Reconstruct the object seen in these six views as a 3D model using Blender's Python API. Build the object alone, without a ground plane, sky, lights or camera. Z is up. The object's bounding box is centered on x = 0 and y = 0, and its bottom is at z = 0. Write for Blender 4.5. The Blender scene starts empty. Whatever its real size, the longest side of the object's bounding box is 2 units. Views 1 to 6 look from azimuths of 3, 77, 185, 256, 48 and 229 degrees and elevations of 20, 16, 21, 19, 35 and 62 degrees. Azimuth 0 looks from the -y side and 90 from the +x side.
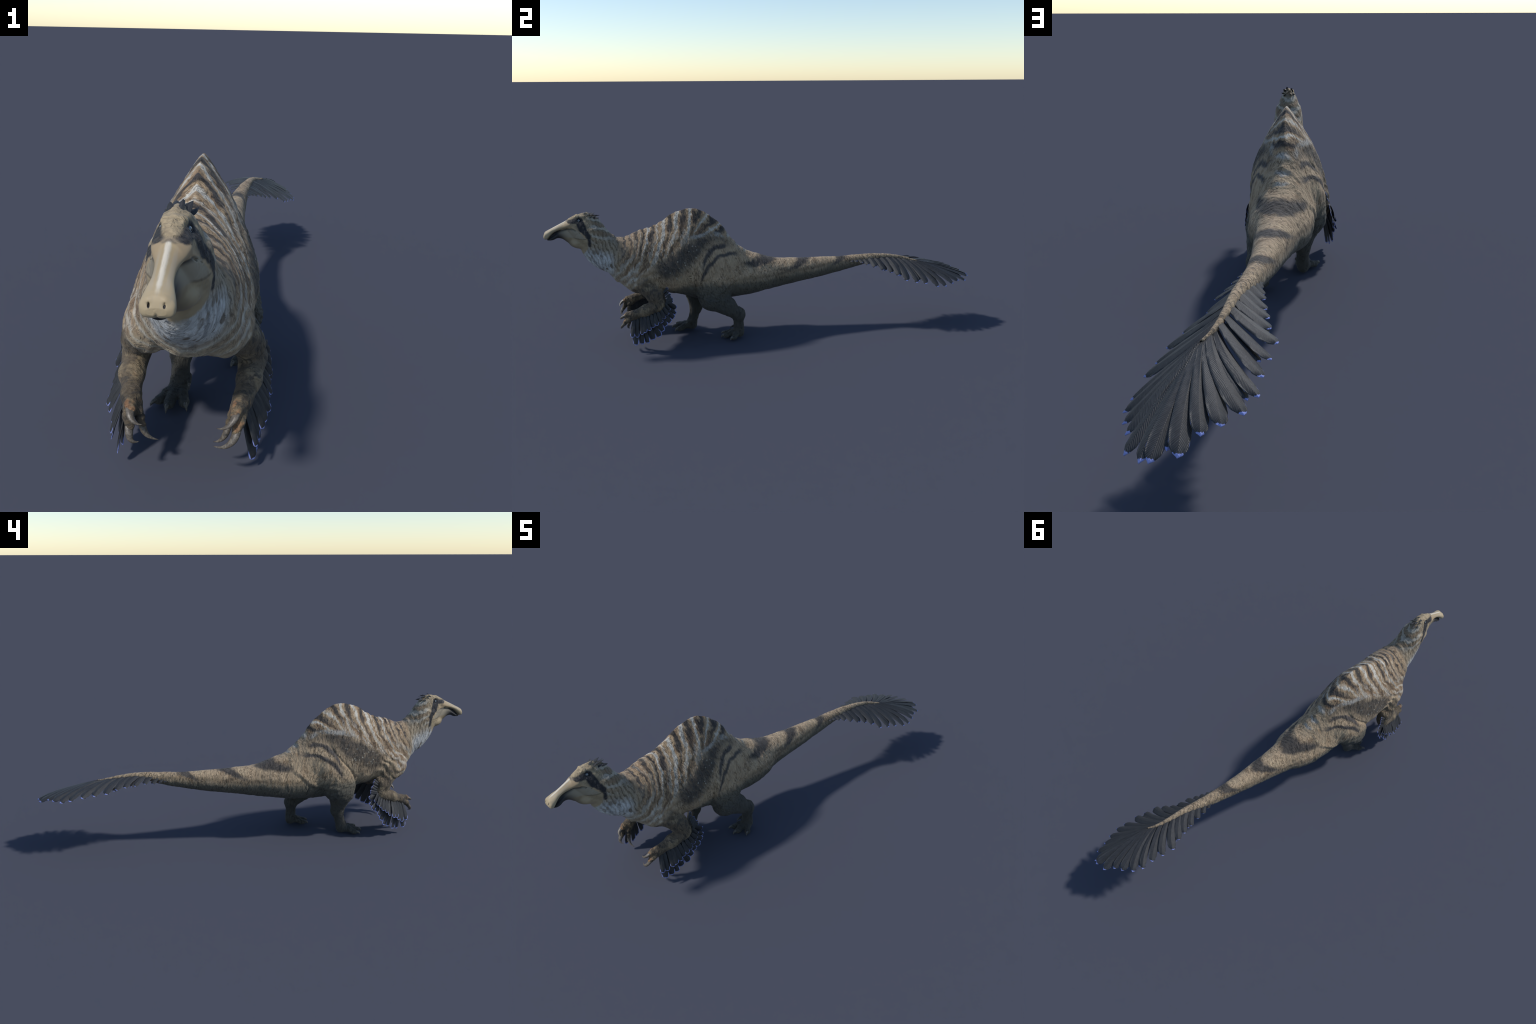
import bpy, bmesh, math, random
import numpy as np
from mathutils import Vector, Matrix

rng = np.random.default_rng(7)
random.seed(7)
sm = lambda a, b, x: (lambda t: t * t * (3 - 2 * t))(np.clip((x - a) / (b - a), 0, 1))

# ---------------------------------------------------------------- midline of the animal (x of the spine plane along y)
MID_Y = np.array([-1.0, -.85, -.70, -.55, -.36, -.05, .18, .36, .46, .55, .64, .69, .733])
MID_X = np.array([.016, .0145, .004, -.008, -.016, -.021, -.014, -.006, .002, .0155, .0275, .040, .060])


def spline(xk, yk, x):
    """monotone-ish cubic Hermite through the control points"""
    xk, yk = np.asarray(xk, float), np.asarray(yk, float)
    h = np.diff(xk)
    d = np.diff(yk) / h
    m = np.empty_like(yk)
    m[1:-1] = (d[:-1] * h[1:] + d[1:] * h[:-1]) / (h[:-1] + h[1:])
    m[0], m[-1] = d[0], d[-1]
    x = np.clip(x, xk[0], xk[-1])
    i = np.clip(np.searchsorted(xk, x, side="right") - 1, 0, len(xk) - 2)
    t = (x - xk[i]) / h[i]
    return ((1 + 2 * t) * (1 - t) ** 2 * yk[i] + t * (1 - t) ** 2 * h[i] * m[i]
            + t * t * (3 - 2 * t) * yk[i + 1] + t * t * (t - 1) * h[i] * m[i + 1])


mid = lambda y: spline(MID_Y, MID_X, y)

# ---------------------------------------------------------------- implicit primitives


def smin(a, b, k):
    if k <= 0:
        return np.minimum(a, b)
    h = np.clip(0.5 + 0.5 * (b - a) / k, 0, 1)
    return b + (a - b) * h - k * h * (1 - h)


class Cone:
    """round cone between two points, optionally flattened along one axis"""

    def __init__(s, a, b, ra, rb, k=.02, sub=False):
        s.a, s.b, s.ra, s.rb, s.k, s.sub = np.array(a, float), np.array(b, float), ra, rb, k, sub
        m = max(ra, rb) + k + .008
        s.lo, s.hi = np.minimum(s.a, s.b) - m, np.maximum(s.a, s.b) + m

    def f(s, x, y, z):
        ba = s.b - s.a
        L2 = float(ba @ ba)
        px, py, pz = x - s.a[0], y - s.a[1], z - s.a[2]
        t = np.clip((px * ba[0] + py * ba[1] + pz * ba[2]) / L2, 0, 1)
        d = np.sqrt((px - t * ba[0]) ** 2 + (py - t * ba[1]) ** 2 + (pz - t * ba[2]) ** 2)
        return d - (s.ra + (s.rb - s.ra) * t)


class Ell:
    """ellipsoid: centre, radii, and the direction of its first axis plus an up hint"""

    def __init__(s, c, r, d=(1, 0, 0), up=(0, 0, 1), k=.02, sub=False):
        s.c, s.r, s.k, s.sub = np.array(c, float), np.array(r, float), k, sub
        a = np.array(d, float)
        a /= np.linalg.norm(a)
        b = np.cross(np.array(up, float), a)
        b /= np.linalg.norm(b)
        s.R = np.array([a, b, np.cross(a, b)])
        ext = np.sqrt(((s.R * s.r[:, None]) ** 2).sum(0)) + k + .008
        s.lo, s.hi = s.c - ext, s.c + ext

    def f(s, x, y, z):
        px, py, pz = x - s.c[0], y - s.c[1], z - s.c[2]
        k0 = k1 = 0
        for i in range(3):
            q = s.R[i, 0] * px + s.R[i, 1] * py + s.R[i, 2] * pz
            k0 = k0 + (q / s.r[i]) ** 2
            k1 = k1 + (q / s.r[i] ** 2) ** 2
        k0, k1 = np.sqrt(k0), np.sqrt(k1)
        return k0 * (k0 - 1) / np.maximum(k1, 1e-6)


class Loft:
    """cross-sections strung on a spine that lies in the yz plane.
    rows: y, z, top, bottom, half width, exponents (side top, rise top, side bottom, drop bottom)"""

    def __init__(s, rows, k=.02, vertical=False, xoff=0., n=90):
        R = np.array(rows, float)
        if vertical:
            R = R[np.argsort(R[:, 0])]
        s.vertical, s.k, s.sub = vertical, k, False
        u = np.concatenate([[0], np.cumsum(np.hypot(*np.diff(R[:, :2], axis=0).T))])
        if vertical:
            u = R[:, 0]
        uu = np.linspace(u[0], u[-1], n)
        s.T = np.stack([spline(u, R[:, i], uu) for i in range(9)], 1)
        s.u = uu
        s.xoff = xoff
        w = R[:, 4].max() + k + .01
        s.lo = np.array([-.03 - w, (R[:, 0]).min() - (.0 if vertical else max(R[:, 2].max(), R[:, 3].max())) - .02, (R[:, 1] - R[:, 3]).min() - k - .02])
        s.hi = np.array([.08 + w, (R[:, 0]).max() + (.0 if vertical else max(R[:, 2].max(), R[:, 3].max())) + .02, (R[:, 1] + R[:, 2]).max() + k + .02])

    def f(s, x, y, z):
        yy, zz = np.broadcast_arrays(y, z)
        if s.vertical:
            u = np.clip(yy, s.u[0], s.u[-1])
            over = np.abs(yy - u)
            P = [np.interp(u, s.u, s.T[:, i]) for i in range(9)]
            b = zz - P[1]
        else:
            best = np.full(yy.shape, 1e9)
            uu = np.zeros(yy.shape)
            b = np.zeros(yy.shape)
            over = np.zeros(yy.shape)
            for i in range(len(s.u) - 1):
                p, q = s.T[i, :2], s.T[i + 1, :2]
                d = q - p
                L = math.hypot(*d)
                d = d / L
                ty = (yy - p[0]) * d[0] + (zz - p[1]) * d[1]
                tc = np.clip(ty, 0, L)
                n = (zz - p[1]) * d[0] - (yy - p[0]) * d[1]
                out = np.abs(ty - tc)
                dist = np.hypot(out, n)
                end = (i == 0) & (ty < 0) | (i == len(s.u) - 2) & (ty > L)
                n = np.where(end, n, np.sign(n) * dist)
                m = dist < best
                best = np.where(m, dist, best)
                uu = np.where(m, s.u[i] + tc / L * (s.u[i + 1] - s.u[i]), uu)
                b = np.where(m, n, b)
                over = np.where(m, np.where(end, out, 0), over)
            P = [np.interp(uu, s.u, s.T[:, i]) for i in range(9)]
            # spines run tail to head or head to tail: keep +b upward
            if s.T[-1, 0] < s.T[0, 0]:
                b = -b
        cx = mid(P[0]) + s.xoff
        W = P[4]
        up = b > 0
        H = np.where(up, P[2], P[3])
        pa = np.where(up, P[5], P[7])
        q = np.where(up, P[6], P[8])
        bb = np.abs(b) / H
        a = np.abs(x - cx) / W
        a = np.minimum(np.maximum(a, 1e-4), 6)
        bb = np.minimum(np.maximum(bb, 1e-4), 6)
        ap = a ** pa
        F = ap + bb ** q
        g = F ** (1 / pa)
        s1 = F ** (1 / pa - 1)
        gx = s1 * ap / a / W
        gb = s1 * q / pa * bb ** (q - 1) / H
        gr = np.sqrt(gx * gx + gb * gb)
        d = (g - 1) / np.maximum(gr, .6 / np.maximum(W, H))
        return np.where(over > 0, np.where(d > 0, np.hypot(np.maximum(d, 0), over), np.maximum(d, over)), d)


PRIMS = []
E2 = (2, 2, 2, 2)


def add(p):
    PRIMS.append(p)
    return p


# trunk and tail: vertical slices   y, top, bottom, height of greatest width, half width, exponents
def slices(rows):
    return [(y, c, t - c, c - b, w, *(e[0] if e else E2)) for y, t, b, c, w, *e in rows]


TENT = (1.12, 1.42, 2.2, 2.2)
TEN2 = (1.35, 1.6, 2.2, 2.2)
SOFT = (1.8, 1.9, 2.2, 2.2)
add(Loft(slices([
    (-.735, .455, .37, .41, .03, SOFT), (-.715, .470, .325, .40, .068, SOFT), (-.69, .486, .290, .385, .088, SOFT),
    (-.65, .502, .270, .375, .099, SOFT), (-.60, .523, .251, .362, .112, (1.55, 1.8, 2.2, 2.2)), (-.55, .534, .235, .355, .121, TEN2),
    (-.50, .556, .227, .35, .127, (1.2, 1.5, 2.2, 2.2)), (-.45, .589, .220, .35, .132, TENT), (-.40, .604, .205, .35, .128, TENT),
    (-.36, .6085, .188, .345, .123, TENT), (-.32, .599, .178, .34, .118, TENT), (-.28, .574, .173, .33, .112, TENT),
    (-.23, .528, .171, .315, .104, (1.2, 1.5, 2.2, 2.2)), (-.18, .459, .174, .30, .096, (1.5, 1.7, 2.2, 2.2)), (-.12, .402, .182, .288, .088, (1.9, 1.9, 2.2, 2.2)),
    (-.05, .372, .192, .28, .079), (.03, .348, .203, .275, .068), (.12, .342, .220, .277, .056),
    (.25, .338, .241, .286, .041), (.36, .337, .264, .299, .031), (.46, .342, .288, .314, .023),
    (.55, .343, .316, .329, .0145), (.65, .3305, .313, .322, .0085), (.70, .318, .3055, .3115, .0058), (.733, .3095, .3045, .3065, .0026)]), k=.0, vertical=True, n=160))

# neck: spine leaves the breast and climbs to the back of the skull
add(Loft([(-.655, .395, .085, .115, .086, *E2), (-.70, .420, .074, .091, .075, 1.9, 1.9, 2.1, 2.1), (-.74, .445, .070, .092, .066, 1.9, 1.9, 2.1, 2.1),
          (-.772, .477, .066, .085, .058, 1.9, 1.9, 2.1, 2.1), (-.793, .512, .056, .071, .052, *E2), (-.803, .545, .045, .05, .045, *E2)], k=.024))

# skull: vertical slices
SK = (1.6, 1.8, 2.0, 2.0)
add(Loft(slices([(-.905, .586, .553, .57, .016, SK), (-.89, .5945, .525, .56, .027, SK), (-.87, .6065, .496, .540, .0345, SK), (-.85, .6145, .474, .526, .0405, SK),
                 (-.83, .619, .460, .516, .0455, SK), (-.81, .618, .452, .510, .0485, SK), (-.79, .607, .448, .505, .0495, SK),
                 (-.77, .589, .448, .50, .048, SK), (-.75, .555, .452, .498, .040, SK), (-.735, .53, .46, .495, .028, SK)]), k=.022, vertical=True))

# lower jaw with throat pouch
add(Loft(slices([(-.987, .511, .506, .5085, .008), (-.978, .518, .5055, .511, .0165), (-.965, .525, .506, .515, .0185), (-.945, .538, .513, .526, .0155),
                 (-.925, .551, .5085, .532, .0155), (-.905, .557, .492, .527, .0175), (-.885, .561, .480, .52, .0220),
                 (-.865, .559, .473, .514, .0285), (-.845, .552, .468, .510, .0365), (-.825, .54, .465, .506, .0415), (-.805, .52, .468, .498, .030)]), k=.004, vertical=True))

add(Ell((.0142, -.852, .4870), (.0470, .0255, .0375), (0, 1, -.10), (1, 0, 0), k=.008))           # throat pouch

# upper bill, spoon-ended
BL = (1.5, 1.7, 3.2, 2.6)
BT = (2.0, 2.2, 4.0, 3.0)
add(Loft(slices([(-.86, .600, .568, .585, .022, BL), (-.885, .5955, .562, .575, .0295, BL), (-.90, .5885, .558, .569, .0262, BL), (-.92, .5795, .5535, .562, .0185, BL),
                 (-.94, .5700, .5485, .556, .0155, BL), (-.955, .5625, .542, .550, .0160, BL), (-.97, .5550, .532, .541, .0195, BT),
                 (-.98, .5505, .5215, .533, .0228, BT), (-.988, .5470, .5135, .528, .0245, BT), (-.9945, .5425, .5130, .5265, .0240, BT), (-.9985, .536, .5150, .525, .0205, BT),
                 (-1.0010, .530, .5190, .525, .014, BT)]), k=.008, vertical=True))


def mx(x):
    return 2 * -.014 - x


def both(make):
    """left limb as written and its mirror image across the midline"""
    for side in (0, 1):
        make(lambda x, y, z: (x, y, z) if side == 0 else (mx(x), y, z))


# brow ridges, cheeks, eye sockets
HX = .0145
for sgn in (1, -1):
    h = lambda x, y, z: (HX + sgn * x, y, z)
    add(Cone(h(.006, -.890, .591), h(.0125, -.857, .604), .004, .005, .006))
    add(Cone(h(.0125, -.857, .604), h(.0165, -.828, .604), .005, .0045, .008))
    add(Cone(h(.0195, -.866, .573), h(.0255, -.838, .562), .0055, .008, .010))
    add(Cone(h(.0255, -.838, .562), h(.031, -.824, .528), .008, .008, .012))
    add(Cone(h(.034, -.822, .535), h(.037, -.816, .492), .007, .006, .010))
    add(Ell(h(.0245, -.8485, .5905), (.005, .0095, .0062), k=.004, sub=True))
    add(Cone(h(.031, -.888, .5605), h(.034, -.842, .5335), .0022, .0026, .003, sub=True))      # corner of the mouth
    n = lambda x, y, z: (.0162 + sgn * x, y, z)
    add(Ell(n(.0105, -.993, .5365), (.0050, .0045, .0050), k=.004))
    add(Ell(n(.0105, -.9985, .5335), (.0017, .0042, .0032), k=.0015, sub=True))
add(Cone((.0157, -.982, .5455), (.0145, -.892, .5880), .0032, .0050, .004))
add(Cone((.0158, -1.0035, .524), (.0158, -.996, .5105), .0014, .0018, .003, sub=True))
add(Cone((.0155, -.972, .524), (.0150, -.885, .555), .0075, .013, .003))
add(Cone((HX, -.888, .591), (HX, -.86, .606), .004, .006, .010))

# shoulders, breast muscles and arms (mirrored)


def arm(p):
    add(Ell(p(.066, -.575, .325), (.082, .054, .036), (0, .75, .62), (1, 0, 0), k=.03))          # shoulder muscle
    add(Ell(p(.062, -.626, .318), (.042, .048, .050), k=.035))                                       # breast lobe
    add(Cone(p(.080, -.592, .300), p(.103, -.547, .245), .040, .0355, .018))                      # upper arm
    add(Cone(p(.103, -.547, .245), p(.113, -.529, .210), .0345, .030, .012))                      # elbow
    add(Cone(p(.113, -.533, .200), p(.110, -.590, .182), .0305, .0265, .010))                      # forearm
    add(Cone(p(.110, -.590, .182), p(.099, -.640, .162), .0255, .0185, .010))
    add(Cone(p(.101, -.640, .162), p(.093, -.662, .153), .019, .016, .010))                      # palm
    # thumb, second and third finger (claws are made apart)
    add(Cone(p(.098, -.652, .166), p(.094, -.672, .164), .0135, .0115, .008))
    add(Cone(p(.094, -.672, .164), p(.090, -.683, .158), .0115, .0092, .005))
    add(Cone(p(.098, -.655, .148), p(.097, -.678, .137), .0135, .0108, .007))
    add(Cone(p(.097, -.678, .137), p(.092, -.689, .121), .0108, .0088, .005))
    add(Cone(p(.086, -.650, .148), p(.080, -.664, .142), .0115, .0085, .006))
    add(Cone(p(.080, -.664, .142), p(.077, -.665, .127), .0078, .0062, .004))
    add(Cone(p(.077, -.665, .127), p(.073, -.668, .113), .0072, .0062, .004))
    add(Ell(p(.0775, -.665, .126), (.0085, .008, .007), k=.004))


both(arm)

# hind legs: the left foot is set back, the right one forward


def leg(hip, knee, hock, ball, hx, rk, toes):
    hip, knee, hock, ball = map(np.array, (hip, knee, hock, ball))
    c = hip * .42 + knee * .58 + np.array([0, -.008, .050])
    add(Ell(c, (.132, .088, hx), knee - hip + np.array([0, -.01, -.085]), (1, 0, 0), k=.012))
    add(Ell(hip * .22 + knee * .78, (.070, .060, hx * .92), knee - hip, (1, 0, 0), k=.018))
    add(Cone(hip * .1 + knee * .9, knee, rk, rk * .95, .018))
    add(Cone(knee, hock, rk * .96, .0275, .018))
    calf = knee * .62 + hock * .38 + np.array([0, .016, .018])
    add(Ell(calf, (.064, .033, .030), hock - knee, (1, 0, 0), k=.015))
    add(Ell(hock + np.array([0, .002, .000]), (.0245, .0255, .031), k=.018))
    add(Cone(hock, ball, .0245, .0225, .012))
    add(Cone(ball, ball + np.array([0, .004, -.012]), .0235, .020, .010))
    for tip, r in toes:
        tip = np.array(tip)
        root = ball + (tip - ball) * .18
        root[2] = .022
        knuckle = ball * .42 + tip * .58
        knuckle[2] = .0195
        add(Cone(root, knuckle, .0155, r, .010))
        add(Cone(knuckle, tip + np.array([0, 0, .001]), r, r * .82, .006))
        add(Ell(knuckle * .3 + tip * .7 + np.array([0, 0, -.003]), (r * 1.05, r * 1.2, r * .8), k=.005))
        add(Cone(root, knuckle + np.array([0, 0, .006]), .006, .004, .006))


L_TOES = [((.044, -.226, .0115), .0118), ((.078, -.231, .0115), .0128), ((.114, -.202, .0115), .0118)]
R_TOES = [((-.124, -.428, .0115), .0118), ((-.096, -.446, .0115), .0128), ((-.057, -.437, .0115), .0118)]
leg((.034, -.215, .315), (.076, -.296, .192), (.074, -.168, .112), (.073, -.168, .030), .043, .042, L_TOES)
leg((-.085, -.235, .310), (-.108, -.362, .210), (-.078, -.350, .113), (-.079, -.372, .030), .056, .045, R_TOES)
# dew claws' stubs on the inner side of each foot
add(Cone((.050, -.172, .050), (.046, -.190, .044), .007, .005, .006))
add(Cone((-.056, -.372, .050), (-.052, -.392, .044), .007, .005, .006))
# tail root muscles
add(Ell((.040, -.12, .262), (.11, .036, .050), (.02, 1, .0), k=.05))
add(Ell((-.080, -.12, .262), (.11, .036, .050), (.02, 1, .0), k=.05))


def combine(acc, p, v):
    if p.sub:
        return -smin(-acc, v, p.k)
    return smin(acc, v, p.k)


def field(P):
    """the whole body's implicit function at scattered points"""
    out = np.full(len(P), .05)
    for p in PRIMS:
        m = np.all((P > p.lo) & (P < p.hi), axis=1)
        if m.any():
            q = P[m]
            out[m] = combine(out[m], p, p.f(q[:, 0], q[:, 1], q[:, 2]))
    return out


def field_grid(lo, hi, h):
    n = np.ceil((np.array(hi) - lo) / h).astype(int) + 1
    ax = [lo[i] + h * np.arange(n[i]) for i in range(3)]
    F = np.full(n, .05, np.float32)
    for p in PRIMS:
        i0 = [max(0, int(np.searchsorted(ax[i], p.lo[i]))) for i in range(3)]
        i1 = [int(np.searchsorted(ax[i], p.hi[i])) for i in range(3)]
        if any(a >= b for a, b in zip(i0, i1)):
            continue
        sl = tuple(slice(a, b) for a, b in zip(i0, i1))
        x = ax[0][sl[0]][:, None, None]
        y = ax[1][sl[1]][None, :, None]
        z = ax[2][sl[2]][None, None, :]
        F[sl] = combine(F[sl], p, p.f(x, y, z).astype(np.float32))
    return F


def surface_nets(F, lo, h):
    """dual surface of the zero level: one vertex per cell that the surface crosses"""
    S = F < 0
    nx, ny, nz = F.shape
    acc = np.zeros((nx - 1, ny - 1, nz - 1, 3), np.float32)
    cnt = np.zeros((nx - 1, ny - 1, nz - 1), np.float32)
    quads = []
    for a in range(3):
        s0 = [slice(None)] * 3
        s1 = [slice(None)] * 3
        s0[a], s1[a] = slice(0, -1), slice(1, None)
        f0, f1 = F[tuple(s0)], F[tuple(s1)]
        idx = np.argwhere(S[tuple(s0)] != S[tuple(s1)])
        v0, v1 = f0[tuple(idx.T)], f1[tuple(idx.T)]
        t = v0 / (v0 - v1)
        pos = idx.astype(np.float32)
        pos[:, a] += t
        b, c = (a + 1) % 3, (a + 2) % 3
        cells = []
        for db, dc in ((0, 0), (1, 0), (1, 1), (0, 1)):
            cell = idx.copy()
            cell[:, b] -= db
            cell[:, c] -= dc
            cells.append(cell)
            ii = tuple(cell.T)
            np.add.at(acc, ii, pos)
            np.add.at(cnt, ii, 1)
        flip = v0 > 0
        q = np.stack(cells, 1)
        q[flip] = q[flip][:, ::-1]
        quads.append(q)
    ids = np.full(cnt.shape, -1, np.int64)
    m = cnt > 0
    ids[m] = np.arange(m.sum())
    V = acc[m] / cnt[m][:, None] * h + np.array(lo)
    Q = np.concatenate(quads)
    Fc = ids[Q[..., 0], Q[..., 1], Q[..., 2]]
    return V.astype(float), Fc


def grad(P, e=.0012):
    G = np.zeros_like(P)
    for i in range(3):
        d = np.zeros(3)
        d[i] = e
        G[:, i] = (field(P + d) - field(P - d)) / (2 * e)
    return G


def project(P, steps=2):
    for _ in range(steps):
        f = field(P)
        G = grad(P)
        n2 = np.maximum((G * G).sum(1), .15)
        P = P - np.clip(f / n2, -.004, .004)[:, None] * G
    return P

# ---------------------------------------------------------------- numpy gradient noise (for folds and wrinkles)
def noise3(P, seed=0):
    P = np.asarray(P, float)
    i = np.floor(P).astype(np.int64)
    f = P - i
    u = f * f * f * (f * (f * 6 - 15) + 10)
    out = 0
    for dx in (0, 1):
        for dy in (0, 1):
            for dz in (0, 1):
                h = ((i[:, 0] + dx) * 374761393 + (i[:, 1] + dy) * 668265263 + (i[:, 2] + dz) * 1274126177 + seed * 974711) & 0xffffffff
                h = ((h ^ (h >> 13)) * 1274126177) & 0xffffffff
                h = h ^ (h >> 16)
                a = (h & 0xffff) / 65536. * 2 * math.pi
                b = ((h >> 16) & 0xffff) / 32768. - 1
                r = np.sqrt(1 - b * b)
                w = (u[:, 0] if dx else 1 - u[:, 0]) * (u[:, 1] if dy else 1 - u[:, 1]) * (u[:, 2] if dz else 1 - u[:, 2])
                out = out + w * (r * np.cos(a) * (f[:, 0] - dx) + r * np.sin(a) * (f[:, 1] - dy) + b * (f[:, 2] - dz))
    return out


def ridged(P, seed=0):
    return 1 - np.abs(noise3(P, seed)) * 2.6


def vertex_normals(V, F):
    n = np.cross(V[F[:, 2]] - V[F[:, 0]], V[F[:, 3]] - V[F[:, 1]])
    N = np.zeros_like(V)
    for i in range(4):
        for a in range(3):
            N[:, a] += np.bincount(F[:, i], n[:, a], len(V))
    return N / np.maximum(np.linalg.norm(N, axis=1, keepdims=True), 1e-12)


def smooth_mesh(V, F, w, it=1):
    a = np.concatenate([F[:, i] for i in range(4)])
    b = np.concatenate([F[:, (i + 1) % 4] for i in range(4)])
    src, dst = np.concatenate([a, b]), np.concatenate([b, a])
    cnt = np.maximum(np.bincount(src, minlength=len(V)), 1)
    for _ in range(it):
        M = np.stack([np.bincount(src, V[dst, k], len(V)) / cnt for k in range(3)], 1)
        V = V + (w if np.isscalar(w) else w[:, None]) * (M - V)
    return V


def subdivide(V, F):
    """split every quad into four; shared edges keep shared midpoints"""
    n = len(V)
    E = np.concatenate([np.stack([F[:, i], F[:, (i + 1) % 4]], 1) for i in range(4)])
    E.sort(axis=1)
    key, inv = np.unique(E[:, 0] * n + E[:, 1], return_inverse=True)
    em = (V[key // n] + V[key % n]) / 2
    fm = V[F].mean(1)
    e = inv.reshape(4, -1).T + n
    c = np.arange(len(F)) + n + len(em)
    out = []
    for i in range(4):
        out.append(np.stack([F[:, i], e[:, i], c, e[:, i - 1]], 1))
    return np.concatenate([V, em, fm]), np.concatenate(out)


H = .005
LO, HI = (-.235, -1.02, -.012), (.215, .745, .640)
V, F = surface_nets(field_grid(LO, HI, H), LO, H)
V = project(V, 2)
V, F = subdivide(V, F)
V = project(V, 2)


def refine(V, F, pick):
    """split the picked quads into four; neighbours take the new edge points up as n-gons, so no crack opens"""
    n = len(V)
    A = F[pick]
    V2, A2 = subdivide(V, A)
    E = np.concatenate([np.stack([A[:, i], A[:, (i + 1) % 4]], 1) for i in range(4)])
    E.sort(axis=1)
    key = np.unique(E[:, 0] * n + E[:, 1])
    rest = F[~pick]
    hit = np.zeros((len(rest), 4), bool)
    at = np.zeros((len(rest), 4), int)
    for i in range(4):
        e = np.sort(np.stack([rest[:, i], rest[:, (i + 1) % 4]], 1), axis=1)
        k = e[:, 0] * n + e[:, 1]
        j = np.clip(np.searchsorted(key, k), 0, len(key) - 1)
        hit[:, i] = key[j] == k
        at[:, i] = n + j
    mixed = hit.any(1)
    ngons = [[v for i in range(4) for v in ((f[i], a[i]) if h[i] else (f[i],))] for f, h, a in
             zip(rest[mixed].tolist(), hit[mixed].tolist(), at[mixed].tolist())]
    return V2, np.concatenate([rest[~mixed], A2]), ngons


C = V[F].mean(1)
fine = ((C[:, 1] < -.775) & (C[:, 2] > .455)) | ((C[:, 1] < -.648) & (C[:, 2] < .185)) | (C[:, 2] < .032)
n_old = len(V)
V, F, NG = refine(V, F, fine)
V[n_old:] = project(V[n_old:], 2)
N = grad(V)
N /= np.maximum(np.linalg.norm(N, axis=1, keepdims=True), 1e-9)

# ---------------------------------------------------------------- skin folds and wrinkles, pushed along the surface normal
x, y, z = V.T
ax = np.abs(x - mid(y))
warp = noise3(V * 14, 3)
D = np.zeros(len(V))
# ringed folds over withers and neck base, following the stripes
top = spline([-.80, -.72, -.69, -.65, -.60, -.5, -.4], [.60, .50, .49, .505, .523, .556, .604], y)
s_ = y + 3.0 * np.clip(top - z, 0, .14) ** 2 + .006 * warp
D += .0011 * np.sin(s_ * 2 * np.pi / .030) * sm(-.74, -.69, y) * sm(-.50, -.58, y) * sm(.33, .40, z)
D += .0005 * np.sin((y * .75 - z * .35) * 2 * np.pi / .017 + 2.2 * warp) * sm(-.79, -.76, y) * sm(-.66, -.71, y) * sm(.33, .38, z)
# spine tubercles along the sail
D += .0008 * np.sin(y * 2 * np.pi / .034 + 2.5 * warp) * sm(.05, .0, top - z) * sm(-.68, -.62, y) * sm(-.40, -.46, y)
# breast folds
br = sm(-.58, -.64, y) * sm(.40, .34, z) * sm(.22, .26, z)
D += .0010 * br * np.sin((y * .8 + z * .3 - .9 * ax + .016 * warp) * 2 * np.pi / .024)
# loose hide on flank and thigh: long shallow creases
fl = sm(-.60, -.50, y) * sm(.10, -.05, y) * sm(.19, .24, z)
Q = np.stack([x * 22, (y + .5 * z) * 60, (z - .35 * y) * 16], 1)
D += fl * .0020 * (ridged(Q + .6 * warp[:, None], 5) - .4)
Q = np.stack([x * 10, (y + .35 * z) * 26, (z - .6 * y) * 9], 1)
D += fl * .0030 * (ridged(Q + .8 * warp[:, None], 15) - .5) * sm(.60, .52, z)
Q = np.stack([x * 40, (y * .5 + z) * 75, (z * .5 - y) * 22], 1)
th = sm(-.46, -.40, y) * sm(-.15, -.25, y) * sm(.34, .28, z) * sm(.13, .17, z) * sm(.05, .075, ax)
D += th * .0030 * (ridged(Q + .5 * warp[:, None], 9) - .4)
# tail: chevron wrinkles
tl = sm(-.05, .05, y) * sm(.56, .45, y)
D += tl * .0011 * noise3(np.stack([x * 50, (y - .5 * ax) * 110, z * 40], 1), 4)
# legs and arms: ropey tendons and cross wrinkles
lg = sm(.24, .19, z) * sm(-.49, -.47, y)
D += lg * (.0016 * noise3(np.stack([x * 90, y * 90, z * 45], 1), 6) + .0007 * ridged(np.stack([x * 30, y * 30, z * 150], 1) + warp[:, None], 8))
am = sm(-.46, -.49, y) * sm(.30, .26, z) * sm(.045, .07, ax)
D += am * .0026 * noise3(np.stack([x * 48, y * 30 + z * 22, z * 30 - y * 22], 1), 7)
D += am * sm(-.60, -.64, y) * .0010 * ridged(np.stack([x * 90, y * 110, z * 90], 1), 12)
# puckered folds over the shoulder and armpit, and the sweeping fold under the haunch
sh = sm(-.50, -.54, y) * sm(-.66, -.62, y) * sm(.255, .28, z) * sm(.40, .35, z) * sm(.075, .10, ax)
D += sh * .0022 * np.sin((z * .8 - (y + .58) * .45) * 2 * np.pi / .034 + 7 * warp + 3 * noise3(V * 30, 21))
side = x > mid(y)
for sel, zc, yc, depth in ((side, [.19, .22, .25, .30, .36, .40], [-.338, -.350, -.362, -.366, -.352, -.335], .0065), (~side, [.20, .25, .29, .33, .37, .41, .45], [-.408, -.414, -.402, -.380, -.343, -.312, -.290], .0055)):
    q = y - (spline(zc, yc, z) + .004 * warp)
    lat = sm(.045, .070, ax) * sm(zc[0] - .005, zc[0] + .02, z) * sm(zc[-1] + .01, zc[-1] - .05, z)
    D += sel * lat * depth * (.75 * np.exp(-((q - .018) / .016) ** 2) - np.exp(-(q / .0065) ** 2))
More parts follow.
